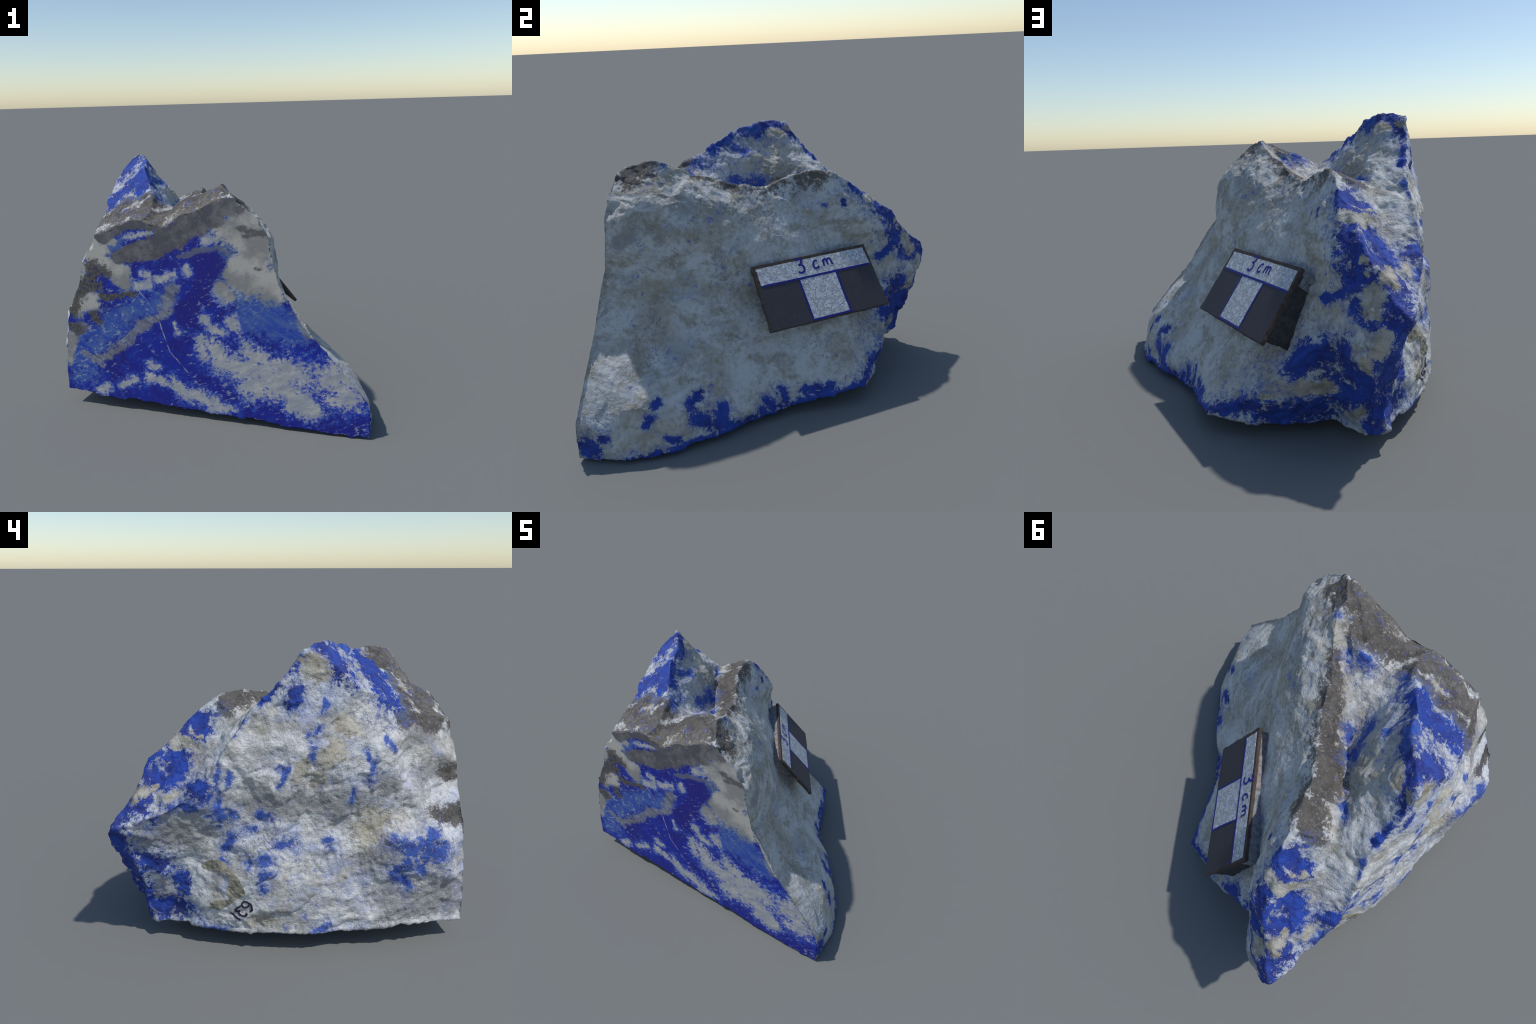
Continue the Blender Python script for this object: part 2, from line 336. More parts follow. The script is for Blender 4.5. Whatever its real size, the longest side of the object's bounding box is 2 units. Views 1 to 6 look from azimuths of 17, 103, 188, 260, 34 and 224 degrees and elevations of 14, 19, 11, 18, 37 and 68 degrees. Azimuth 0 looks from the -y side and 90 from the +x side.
CUT_CRACKS = [[(0.23, 1.194), (0.311, 1.179), (0.415, 1.157)], [(0.273, 1.138), (0.354, 1.166)], [(0.340, 0.975), (0.362, 0.968)]]
# patches on the broken sides: (radius, from, to)
BLUE_SUMMIT = [
    (0.097, (-0.71, -0.17, 1.52), (-0.76, -0.24, 1.44)), (0.077, (-0.65, -0.42, 1.36), (-0.73, -0.50, 1.27)),
    (0.068, (-0.51, -0.52, 1.37), (-0.53, -0.42, 1.43)), (0.038, (-0.72, -0.19, 1.50), (-0.75, -0.25, 1.43)),
    (0.070, (-0.58, -0.39, 1.44), (-0.64, -0.47, 1.33)), (0.047, (-0.72, -0.48, 1.28), (-0.73, -0.52, 1.24)),
    (0.059, (-0.72, -0.16, 1.52), (-0.80, -0.23, 1.42)), (0.049, (-0.71, -0.10, 1.50), (-0.76, -0.01, 1.44)),
    (0.025, (-0.77, 0.07, 1.36), (-0.74, 0.14, 1.27)), (0.043, (-0.80, -0.01, 1.33), (-0.80, 0.00, 1.29)),
    (0.061, (-0.57, -0.28, 1.50), (-0.63, -0.18, 1.49)), (0.061, (-0.46, -0.48, 1.41), (-0.46, -0.48, 1.41)),
]
BLUE_NORTH = [
    (0.030, (-0.80, 0.58, 0.78), (-0.80, 0.58, 0.78)), (0.058, (-0.48, 0.39, 1.14), (-0.55, 0.42, 1.08)),
    (0.046, (-0.46, 0.49, 1.10), (-0.52, 0.49, 1.08)), (0.072, (-0.49, 0.59, 0.99), (-0.51, 0.66, 0.94)),
    (0.056, (-0.58, 0.52, 0.98), (-0.63, 0.55, 0.91)), (0.072, (-0.53, 0.68, 0.87), (-0.64, 0.62, 0.86)),
    (0.070, (-0.51, 0.69, 0.80), (-0.73, 0.72, 0.78)), (0.077, (-0.65, 0.78, 0.78), (-0.72, 0.86, 0.69)),
    (0.069, (-0.66, 0.85, 0.66), (-0.72, 0.83, 0.62)), (0.053, (-0.48, 0.68, 0.82), (-0.50, 0.72, 0.76)),
    (0.022, (-0.37, 0.59, 0.70), (-0.46, 0.67, 0.73)), (0.043, (-0.51, 0.74, 0.71), (-0.57, 0.81, 0.65)),
    (0.021, (-0.34, 0.38, 1.08), (-0.33, 0.38, 1.06)), (0.034, (-0.44, 0.42, 1.16), (-0.48, 0.51, 1.08)),
    (0.058, (-0.75, 0.48, 0.88), (-0.82, 0.43, 0.86)),
]
BLUE_NOTCH = [
    (0.076, (-0.66, 0.82, 0.50), (-0.64, 0.76, 0.36)), (0.088, (-0.58, 0.75, 0.36), (-0.59, 0.73, 0.20)),
    (0.080, (-0.38, 0.63, 0.45), (-0.25, 0.65, 0.40)), (0.078, (-0.46, 0.72, 0.49), (-0.50, 0.69, 0.38)),
    (0.104, (-0.41, 0.59, 0.28), (-0.48, 0.63, 0.24)), (0.107, (-0.12, 0.60, 0.14), (-0.32, 0.55, 0.13)),
    (0.051, (-0.58, 0.71, 0.13), (-0.62, 0.72, 0.15)), (0.056, (-0.72, 0.70, 0.49), (-0.72, 0.64, 0.45)),
    (0.046, (-0.72, 0.53, 0.37), (-0.73, 0.51, 0.33)), (0.070, (-0.66, 0.64, 0.18), (-0.70, 0.55, 0.19)),
]
BLUE_EAST = [
    (0.048, (0.13, 0.57, 0.13), (-0.06, 0.63, 0.18)), (0.031, (0.67, -0.18, 0.15), (0.71, -0.21, 0.07)),
    (0.024, (0.66, -0.30, 0.28), (0.71, -0.31, 0.24)), (0.029, (0.47, 0.02, 0.10), (0.47, 0.05, 0.06)),
    (0.048, (0.98, -0.83, 0.12), (0.98, -0.79, 0.06)), (0.033, (0.97, -0.74, 0.14), (0.97, -0.74, 0.14)),
    (0.023, (0.87, -0.52, 0.20), (0.88, -0.52, 0.17)), (0.020, (0.83, -0.51, 0.25), (0.80, -0.49, 0.27)),
    (0.030, (0.71, -0.31, 0.24), (0.74, -0.32, 0.22)), (0.041, (0.66, -0.19, 0.18), (0.70, -0.20, 0.10)),
    (0.041, (0.74, -0.29, 0.14), (0.64, -0.12, 0.04)), (0.028, (0.64, -0.12, 0.04), (0.51, -0.01, 0.06)),
    (0.020, (0.83, -0.36, 0.07), (0.86, -0.42, 0.09)), (0.036, (0.39, 0.10, 0.14), (0.41, 0.12, 0.07)),
    (0.022, (0.40, 0.16, 0.05), (0.45, 0.07, 0.06)), (0.028, (0.34, 0.23, 0.12), (0.32, 0.30, 0.12)),
    (0.026, (0.29, 0.36, 0.12), (0.34, 0.29, 0.08)), (0.037, (0.12, 0.57, 0.14), (0.19, 0.55, 0.13)),
]
BLUE_WEST = [
    (0.016, (-0.75, 0.20, 1.22), (-0.77, 0.26, 1.13)), (0.020, (-0.80, 0.35, 1.00), (-0.81, 0.34, 0.48)),
    (0.060, (-0.96, -0.55, 0.58), (-0.97, -0.59, 0.55)), (0.064, (-0.97, -0.66, 0.58), (-0.98, -0.71, 0.52)),
    (0.038, (-0.95, -0.49, 0.43), (-0.97, -0.56, 0.49)), (0.034, (-0.95, -0.52, 0.38), (-0.95, -0.57, 0.36)),
    (0.037, (-0.88, 0.13, 0.50), (-0.85, 0.20, 0.48)), (0.029, (-0.89, 0.16, 0.42), (-0.90, 0.10, 0.44)),
    (0.030, (-0.88, 0.18, 0.38), (-0.88, 0.16, 0.35)), (0.037, (-0.85, 0.05, 0.57), (-0.85, -0.00, 0.59)),
    (0.029, (-0.81, 0.29, 0.61), (-0.80, 0.33, 0.55)), (0.029, (-0.83, 0.20, 0.66), (-0.83, 0.18, 0.66)),
    (0.025, (-0.86, -0.17, 0.60), (-0.87, -0.19, 0.57)), (0.029, (-0.83, 0.14, 0.73), (-0.84, 0.11, 0.72)),
    (0.043, (-0.81, 0.36, 0.74), (-0.81, 0.29, 0.73)), (0.034, (-0.80, 0.54, 0.80), (-0.82, 0.47, 0.78)),
    (0.031, (-0.77, 0.43, 0.10), (-0.81, 0.35, 0.10)), (0.039, (-0.93, -0.13, 0.12), (-0.94, -0.17, 0.14)),
    (0.017, (-0.83, -0.13, 1.23), (-0.82, -0.15, 1.29)), (0.021, (-0.85, -0.12, 1.16), (-0.85, -0.11, 1.12)),
    (0.015, (-0.84, -0.07, 1.14), (-0.85, -0.06, 1.12)), (0.024, (-0.86, -0.09, 1.06), (-0.86, -0.08, 1.02)),
    (0.022, (-0.86, -0.45, 1.09), (-0.86, -0.50, 1.03)), (0.025, (-0.88, -0.38, 0.99), (-0.89, -0.37, 0.91)),
    (0.018, (-0.88, -0.28, 0.85), (-0.88, -0.27, 0.79)), (0.017, (-0.81, 0.29, 0.96), (-0.81, 0.30, 0.87)),
    (0.021, (-0.84, 0.07, 0.96), (-0.86, 0.04, 0.94)), (0.017, (-0.86, 0.08, 0.88), (-0.86, 0.05, 0.91)),
    (0.014, (-0.86, -0.34, 1.06), (-0.88, -0.35, 1.01)), (0.044, (-0.95, -0.68, 0.62), (-0.97, -0.65, 0.45)),
]
BLUE_VALLEY = [
    (0.033, (-0.59, -0.24, 1.50), (-0.58, -0.28, 1.51)), (0.016, (-0.30, 0.23, 1.08), (-0.30, 0.27, 1.06)),
    (0.029, (-0.05, -0.53, 1.29), (-0.10, -0.50, 1.26)), (0.016, (0.09, -0.60, 1.38), (0.07, -0.61, 1.38)),
    (0.038, (-0.28, -0.30, 1.11), (-0.31, -0.24, 1.09)), (0.023, (-0.51, 0.06, 1.19), (-0.58, 0.11, 1.20)),
    (0.042, (-0.50, -0.34, 1.39), (-0.49, -0.28, 1.36)), (0.041, (-0.38, -0.56, 1.30), (-0.14, -0.54, 1.31)),
    (0.050, (-0.37, -0.31, 1.19), (-0.40, -0.15, 1.16)), (0.035, (-0.40, -0.47, 1.30), (-0.37, -0.54, 1.28)),
    (0.036, (-0.49, -0.31, 1.38), (-0.48, -0.28, 1.35)),
]
RIM = 'foot_e1 foot_e2 foot_e3 foot_e4 foot_e5 slab_corner'.split()
BLUE_RIM = [(0.030, PT[a], PT[b]) for a, b in zip(RIM, RIM[1:])]
BLUE = BLUE_SUMMIT + BLUE_NORTH + BLUE_NOTCH + BLUE_EAST + BLUE_WEST + BLUE_VALLEY      # lazurite
CREAM = [   # cream calcite inside the blue
    (0.032, (-0.46, 0.52, 1.07), (-0.55, 0.52, 1.03)), (0.054, (-0.59, 0.76, 0.76), (-0.58, 0.78, 0.71)),
    (0.043, (-0.63, 0.85, 0.60), (-0.61, 0.86, 0.55)), (0.030, (-0.56, 0.82, 0.49), (-0.56, 0.80, 0.44)),
    (0.016, (-0.56, 0.70, 0.89), (-0.56, 0.71, 0.83)), (0.033, (-0.65, 0.74, 0.82), (-0.68, 0.70, 0.82)),
    (0.016, (-0.65, 0.70, 0.84), (-0.67, 0.74, 0.82)), (0.043, (-0.26, 0.62, 0.28), (-0.38, 0.60, 0.27)),
    (0.030, (-0.49, 0.60, 0.13), (-0.54, 0.69, 0.20)), (0.015, (-0.08, 0.64, 0.23), (-0.14, 0.64, 0.24)),
    (0.018, (-0.54, 0.45, 1.09), (-0.57, 0.42, 1.07)), (0.027, (-0.53, 0.53, 1.05), (-0.60, 0.44, 1.03)),
    (0.019, (-0.66, 0.64, 0.84), (-0.68, 0.68, 0.82)), (0.029, (-0.66, 0.75, 0.82), (-0.69, 0.75, 0.80)),
    (0.026, (-0.74, 0.56, 0.83), (-0.74, 0.59, 0.82)), (0.033, (-0.62, -0.14, 1.46), (-0.68, -0.05, 1.45)),
    (0.024, (-0.75, -0.05, 1.47), (-0.76, -0.03, 1.47)), (0.060, (-0.79, -0.11, 1.44), (-0.80, -0.12, 1.41)),
]
OCHRE = [   # ochre stains
    (0.036, (-0.82, -0.22, 1.18), (-0.84, -0.28, 1.14)), (0.054, (-0.87, -0.19, 1.06), (-0.88, -0.13, 1.00)),
    (0.030, (-0.86, -0.06, 1.00), (-0.86, -0.02, 0.94)), (0.036, (-0.87, -0.12, 0.94), (-0.85, -0.09, 0.90)),
    (0.071, (-0.88, -0.46, 0.67), (-0.87, -0.37, 0.64)), (0.033, (-0.86, 0.19, 0.17), (-0.88, 0.13, 0.18)),
]
CRUST = [   # dark weathered crust
    (0.066, (0.20, -0.78, 1.36), (0.07, -0.72, 1.39)), (0.072, (0.03, -0.75, 1.37), (-0.07, -0.75, 1.33)),
    (0.071, (-0.07, -0.66, 1.34), (-0.20, -0.70, 1.28)), (0.053, (-0.23, -0.71, 1.25), (-0.27, -0.79, 1.23)),
    (0.038, (-0.03, -0.45, 1.30), (-0.09, -0.39, 1.26)), (0.050, (-0.12, -0.33, 1.24), (-0.20, -0.25, 1.19)),
    (0.056, (-0.22, -0.22, 1.18), (-0.29, -0.12, 1.17)), (0.066, (-0.33, -0.06, 1.18), (-0.40, 0.09, 1.22)),
    (0.063, (-0.43, 0.19, 1.23), (-0.50, 0.24, 1.21)), (0.052, (-0.40, -0.75, 1.26), (-0.50, -0.76, 1.23)),
    (0.059, (-0.53, -0.74, 1.22), (-0.65, -0.70, 1.20)), (0.044, (-0.57, -0.60, 1.28), (-0.69, -0.61, 1.21)),
    (0.031, (-0.43, -0.63, 1.33), (-0.49, -0.60, 1.31)), (0.048, (-0.65, -0.75, 1.18), (-0.50, -0.78, 1.22)),
    (0.047, (-0.40, -0.73, 1.26), (-0.35, -0.63, 1.30)), (0.041, (-0.61, -0.63, 1.26), (-0.62, -0.77, 1.19)),
    (0.040, (-0.76, -0.56, 1.17), (-0.70, -0.77, 1.12)), (0.041, (-0.89, -0.75, 0.69), (-0.85, -0.87, 0.68)),
    (0.034, (-0.78, -0.81, 0.90), (-0.78, -0.83, 0.88)), (0.044, (-0.33, -0.80, 1.24), (-0.27, -0.79, 1.23)),
]
GREY_PATCHES = [   # darker grey patches, mostly on the west side
    (0.044, (-0.88, -0.36, 0.81), (-0.87, -0.26, 0.78)), (0.044, (-0.87, -0.45, 0.83), (-0.87, -0.49, 0.85)),
    (0.056, (-0.77, 0.55, 0.68), (-0.79, 0.43, 0.68)), (0.037, (-0.85, -0.05, 0.80), (-0.87, -0.17, 0.81)),
    (0.039, (-0.92, -0.39, 0.52), (-0.94, -0.48, 0.57)), (0.047, (-0.94, -0.47, 0.29), (-0.94, -0.50, 0.36)),
    (0.041, (-0.96, -0.59, 0.29), (-0.94, -0.77, 0.33)), (0.044, (0.21, -0.51, 1.20), (0.21, -0.47, 1.17)),
    (0.032, (0.44, -0.80, 1.03), (0.40, -0.71, 1.06)), (0.014, (0.35, -0.58, 1.03), (0.34, -0.57, 1.02)),
    (0.069, (-0.75, 0.71, 0.61), (-0.80, 0.43, 0.71)), (0.055, (-0.82, 0.43, 0.79), (-0.84, 0.13, 0.79)),
    (0.056, (-0.84, 0.13, 0.79), (-0.87, -0.24, 0.78)), (0.045, (-0.93, -0.39, 0.47), (-0.96, -0.51, 0.53)),
    (0.055, (-0.95, -0.50, 0.23), (-0.93, -0.82, 0.25)), (0.040, (-0.82, -0.67, 0.89), (-0.78, -0.79, 0.93)),
    (0.046, (-0.78, -0.60, 1.14), (-0.74, -0.72, 1.08)),
]
TOP = 'cut_t1 cut_t2 cut_t3 cut_t4 cut_t5 cut_t6'.split()
CRUST_RIM = [(0.034, PT[a], PT[b]) for a, b in zip(TOP, TOP[1:])]

# ------------------------------------------------------------------ materials
def vein_group():
    """Shader group: keeps the larger of the value before and 1 - distance to a line / radius."""
    g = bpy.data.node_groups.get('vein')
    if g:
        return g
    g = bpy.data.node_groups.new('vein', 'ShaderNodeTree')
    for name, kind in (('At', 'Vector'), ('Before', 'Float'), ('From', 'Vector'), ('Along', 'Vector'), ('Inverse', 'Float'), ('Fall', 'Float')):
        g.interface.new_socket(name=name, in_out='INPUT', socket_type='NodeSocket' + kind)
    g.interface.new_socket(name='Value', in_out='OUTPUT', socket_type='NodeSocketFloat')
    i, o = g.nodes.new('NodeGroupInput'), g.nodes.new('NodeGroupOutput')

    def node(kind, op, *ins, **kw):
        n = g.nodes.new(kind); n.operation = op
        for k, v in kw.items():
            setattr(n, k, v)
        for sock, v in ins:
            if isinstance(v, bpy.types.NodeSocket):
                g.links.new(v, n.inputs[sock])
            else:
                n.inputs[sock].default_value = v
        return n.outputs['Value'] if op in ('DOT_PRODUCT', 'DISTANCE') or kind == 'ShaderNodeMath' else n.outputs['Vector']
    V, M = 'ShaderNodeVectorMath', 'ShaderNodeMath'
    at = node(V, 'MULTIPLY_ADD', (0, i.outputs['Before']), (1, (0, 0, 1e-9)), (2, i.outputs['At']))
    rel = node(V, 'SUBTRACT', (0, at), (1, i.outputs['From']))
    h = node(M, 'MULTIPLY', (0, node(V, 'DOT_PRODUCT', (0, rel), (1, i.outputs['Along']))), (1, i.outputs['Inverse']), use_clamp=True)
    d = node(V, 'DISTANCE', (0, rel), (1, node(V, 'SCALE', (0, i.outputs['Along']), ('Scale', h))))
    v = node(M, 'MULTIPLY_ADD', (0, d), (1, i.outputs['Fall']), (2, 1.0))
    g.links.new(node(M, 'MAXIMUM', (0, v), (1, i.outputs['Before'])), o.inputs[0])
    return g


class Nodes:
    """A few short words for building shader trees."""
    def __init__(self, name):
        self.mat = bpy.data.materials.new(name); self.mat.use_nodes = True
        self.t = self.mat.node_tree; self.t.nodes.clear()
        self.last = None
        self.out = self.new('ShaderNodeOutputMaterial')
        self.P = self.new('ShaderNodeTexCoord').outputs['Object']

    def new(self, kind, **kw):
        n = self.t.nodes.new(kind)
        for k, v in kw.items():
            setattr(n, k, v)
        return n

    def put(self, sock, v):
        if isinstance(v, bpy.types.NodeSocket):
            self.t.links.new(v, sock)
        elif hasattr(sock.default_value, '__len__') and not hasattr(v, '__len__'):
            sock.default_value = [v] * len(sock.default_value)
        elif hasattr(v, '__len__') and len(sock.default_value) == 4 and len(v) == 3:
            sock.default_value = (*v, 1)
        else:
            sock.default_value = v

    def math(self, op, *v, clamp=False):
        n = self.new('ShaderNodeMath', operation=op, use_clamp=clamp)
        for k, x in enumerate(v):
            self.put(n.inputs[k], x)
        return n.outputs[0]

    def vec(self, op, *v):
        n = self.new('ShaderNodeVectorMath', operation=op)
        for k, x in enumerate(v):
            self.put(n.inputs['Scale'] if op == 'SCALE' and k == 1 else n.inputs[k], x)
        return n.outputs['Value'] if op in ('DOT_PRODUCT', 'DISTANCE', 'LENGTH') else n.outputs['Vector']

    def noise(self, scale, detail=3.0, rough=0.55, at=None, stretch=None, distort=0.0, colour=False):
        n = self.new('ShaderNodeTexNoise')
        v = at if at is not None else self.P
        if stretch:
            v = self.vec('MULTIPLY', v, stretch)
        self.put(n.inputs['Vector'], v)
        n.inputs['Scale'].default_value = scale; n.inputs['Detail'].default_value = detail
        n.inputs['Roughness'].default_value = rough; n.inputs['Distortion'].default_value = distort
        return n.outputs['Color' if colour else 'Fac']

    def ramp(self, v, lo, hi, a=0.0, b=1.0):
        n = self.new('ShaderNodeMapRange', interpolation_type='SMOOTHSTEP')
        self.put(n.inputs[0], v)
        for k, x in enumerate((lo, hi, a, b)):
            self.put(n.inputs[k + 1], x)
        return n.outputs[0]

    def mix(self, f, a, b):
        n = self.new('ShaderNodeMix', data_type='RGBA')
        self.put(n.inputs[0], f); self.put(n.inputs[6], a); self.put(n.inputs[7], b)
        return n.outputs[2]

    def warp(self, at, scale, amount, detail=2.0):
        c = self.vec('SUBTRACT', self.noise(scale, detail, at=at, colour=True), (0.5, 0.5, 0.5))
        return self.vec('ADD', at, self.vec('SCALE', c, amount))

    def veins(self, at, items, grow=1.0):
        """1 on the nearest vein line, 0 at its radius, below 0 outside.  The veins are
        evaluated one after the other, each tied to the last by a vanishing offset,
        which spares shader memory."""
        total = -60.0
        for k, (r, a, b) in enumerate(items):
            a, b = Vector(a), Vector(b)
            ab = b - a
            n = self.new('ShaderNodeGroup'); n.node_tree = vein_group()
            tied = at
            if k == 0 and self.last is not None:
                tied = self.vec('MULTIPLY_ADD', self.last, (0, 0, 1e-9), at)
            for name, v in (('At', tied), ('Before', total), ('From', tuple(a)), ('Along', tuple(ab)), ('Inverse', 1 / max(ab.length_squared, 1e-8)), ('Fall', -1 / (r * grow))):
                self.put(n.inputs[name], v)
            total = self.last = n.outputs[0]
        return total

    def finish(self, colour, rough, bump=None, dist=0.003, strength=0.6, spec=0.35, **more):
        b = self.new('ShaderNodeBsdfPrincipled')
        self.put(b.inputs['Base Color'], colour); self.put(b.inputs['Roughness'], rough)
        b.inputs['Specular IOR Level'].default_value = spec
        for k, v in more.items():
            self.put(b.inputs[k], v)
        if bump is not None:
            n = self.new('ShaderNodeBump')
            n.inputs['Strength'].default_value = strength; n.inputs['Distance'].default_value = dist
            self.put(n.inputs['Height'], bump); self.t.links.new(n.outputs[0], b.inputs['Normal'])
        self.t.links.new(b.outputs[0], self.out.inputs[0])
        return self.mat


DEEP, ROYAL, AZURE = (0.009, 0.011, 0.20), (0.006, 0.020, 0.30), (0.010, 0.070, 0.40)


def flat(items):
    return [(r, (x0, 0, z0), (x1, 0, z1)) for r, x0, z0, x1, z1 in items]


def line(points, r):
    return [(r, (a[0], 0, a[1]), (b[0], 0, b[1])) for a, b in zip(points, points[1:])]


def cut_material():
    n = Nodes('polished_lapis')
    q = n.vec('MULTIPLY', n.P, (1, 0, 1))
    w = n.warp(n.warp(q, 4.0, 0.06), 17.0, 0.04, 4.0)
    # the grain of the stone dips to the right along the swirls
    grain = n.new('ShaderNodeVectorRotate', rotation_type='Y_AXIS')
    n.put(grain.inputs['Vector'], q); grain.inputs['Angle'].default_value = 0.45
    g = grain.outputs[0]
    rise = n.new('ShaderNodeVectorRotate', rotation_type='Y_AXIS')
    n.put(rise.inputs['Vector'], q); rise.inputs['Angle'].default_value = -0.55
    big, mid, fine, grit = n.noise(5, 4), n.noise(15, 6, 0.68), n.noise(50, 5, 0.68), n.noise(130, 3, 0.7)
    streak = n.noise(13, 6, 0.68, at=g, stretch=(0.45, 1, 1.7))
    streak_b = n.noise(12, 6, 0.65, at=rise.outputs[0], stretch=(0.4, 1, 1.7))
    half = lambda v, k: n.math('MULTIPLY', n.math('SUBTRACT', v, 0.5), k)
    rag = n.math('ADD', half(streak, 2.2), half(mid, 1.6))
    rag2 = n.math('ADD', rag, n.math('ADD', half(fine, 2.6), half(grit, 0.6)))
    col = n.mix(n.ramp(n.math('ADD', big, half(fine, 0.4)), 0.35, 0.65), DEEP, ROYAL)
    col = n.mix(n.ramp(mid, 0.50, 0.72, 0, 0.65), col, AZURE)
    col = n.mix(n.ramp(fine, 0.56, 0.72, 0, 0.35), col, (0.05, 0.10, 0.36))
    col = n.mix(n.ramp(grit, 0.56, 0.40, 0, 0.35), col, (0.012, 0.010, 0.12))
    # hazy blue
    f = n.math('MULTIPLY_ADD', rag2, 0.9, n.veins(w, flat(CUT_HAZE), 1.5))
    haze = n.mix(n.ramp(streak_b, 0.36, 0.64), (0.016, 0.055, 0.34), (0.06, 0.12, 0.33))
    haze = n.mix(n.ramp(mid, 0.52, 0.70, 0, 0.7), haze, (0.13, 0.16, 0.22))
    col = n.mix(n.ramp(f, -0.15, 0.65, 0, 0.92), col, haze)
    f = n.math('MULTIPLY_ADD', rag2, 0.9, n.veins(w, flat(CUT_GREY), 1.0))
    col = n.mix(n.ramp(f, -0.10, 0.65, 0, 0.88), col, n.mix(n.ramp(streak_b, 0.36, 0.62), (0.105, 0.11, 0.125), (0.215, 0.23, 0.255)))
    deep = n.ramp(n.math('MULTIPLY_ADD', rag2, 0.8, n.veins(w, flat(CUT_DEEP))), -0.05, 0.35)
    col = n.mix(deep, col, n.mix(n.ramp(mid, 0.35, 0.65), (0.016, 0.013, 0.175), DEEP))
    # white swirls with brighter blue at their margins
    sw = n.veins(w, flat(CUT_SWIRL))
    f = n.math('MULTIPLY_ADD', rag2, 1.45, sw)
    pale = n.mix(n.ramp(streak, 0.38, 0.62), (0.45, 0.435, 0.40), (0.29, 0.31, 0.315))
    pale = n.mix(n.ramp(n.noise(24, 5, 0.7, at=g, stretch=(0.35, 1, 1.5)), 0.58, 0.72, 0, 0.8), pale, (0.16, 0.15, 0.135))
    col = n.mix(n.ramp(f, -1.5, 0.0, 0, 0.85), col, n.mix(n.ramp(fine, 0.35, 0.65), (0.014, 0.035, 0.38), (0.035, 0.10, 0.42)))
    col = n.mix(n.ramp(f, -0.75, 0.2, 0, 0.5), col, (0.16, 0.20, 0.33))
    holes = n.noise(33, 5, 0.72, at=n.warp(g, 26, 0.015), stretch=(0.55, 1, 1.4))
    solid = n.math('MULTIPLY', n.math('MULTIPLY', n.ramp(f, -0.30, 0.60, 0, 0.97), n.ramp(mid, 0.34, 0.56, 0.62, 1.0)), n.ramp(n.math('MULTIPLY_ADD', f, -0.06, holes), 0.60, 0.50))
    crumbs = n.math('MULTIPLY', n.ramp(n.math('MULTIPLY_ADD', f, 0.09, holes), 0.50, 0.60, 0, 0.85), n.ramp(f, -1.6, -0.2))
    col = n.mix(n.math('MAXIMUM', solid, crumbs), col, pale)
    f = n.math('MULTIPLY_ADD', rag2, 0.75, n.veins(w, flat(CUT_PALE), 1.05))
    grey = n.mix(n.ramp(n.math('ADD', big, half(mid, 0.5)), 0.40, 0.66), (0.41, 0.39, 0.345), (0.23, 0.225, 0.205))
    grey = n.mix(n.ramp(fine, 0.60, 0.75, 0, 0.5), grey, (0.16, 0.15, 0.14))
    col = n.mix(n.ramp(f, -0.45, 0.10, 0, 0.6), col, (0.09, 0.155, 0.26))
    col = n.mix(n.ramp(f, -0.15, 0.50, 0, 0.95), col, grey)
    # calcite flecks scattered through the blue
    fl = n.noise(40, 4, 0.68, at=n.warp(g, 30, 0.012), stretch=(0.6, 1, 1.3))
    patch = half(n.noise(4.0, 3), 0.40)
    col = n.mix(n.ramp(n.math('ADD', fl, patch), 0.585, 0.68, 0, 0.75), col, (0.27, 0.31, 0.41))
    col = n.mix(n.ramp(n.noise(85, 2, 0.6, at=g), 0.70, 0.76, 0, 0.7), col, (0.36, 0.38, 0.44))
    # black mica and the dark band
    f = n.math('MULTIPLY_ADD', rag2, 1.5, n.veins(w, flat(CUT_BLACK), 0.95))
    col = n.mix(n.ramp(f, -0.1, 0.3, 0, 0.95), col, n.mix(n.ramp(fine, 0.4, 0.7), (0.048, 0.046, 0.043), (0.12, 0.112, 0.10)))
    f = n.math('MULTIPLY_ADD', rag, 0.45, n.veins(w, flat(CUT_BAND), 0.90))
    f = n.math('ADD', f, half(fine, 0.5))
    band = n.mix(n.ramp(n.math('ADD', mid, half(big, 0.7)), 0.38, 0.66), (0.075, 0.075, 0.083), (0.15, 0.145, 0.138))
    band = n.mix(n.ramp(grit, 0.56, 0.75, 0, 0.5), band, (0.30, 0.30, 0.32))
    col = n.mix(n.ramp(f, -0.05, 0.22, 0, 0.97), col, band)
    # fissure, lens and cracks
    col = n.mix(n.ramp(n.math('MULTIPLY_ADD', rag2, 0.4, n.veins(w, line(CUT_LENS, 0.022))), 0.0, 0.6, 0, 0.75), col, (0.12, 0.13, 0.16))
    thin = n.warp(q, 9.0, 0.03, 4.0)
    col = n.mix(n.ramp(n.veins(thin, line(CUT_FISSURE, 0.0065)), 0.1, 0.8, 0, 0.65), col, (0.42, 0.43, 0.46))
    cr = -60.0
    for pts in CUT_CRACKS:
        cr = n.math('MAXIMUM', n.veins(w, line(pts, 0.020)), cr)
    col = n.mix(n.ramp(n.math('MULTIPLY_ADD', rag2, 0.9, cr), 0.0, 0.7, 0, 0.85), col, (0.075, 0.072, 0.072))
    return n.finish(col, n.ramp(mid, 0.3, 0.7, 0.45, 0.62), n.math('ADD', fine, n.noise(170, 2)), 0.0015, 0.5)


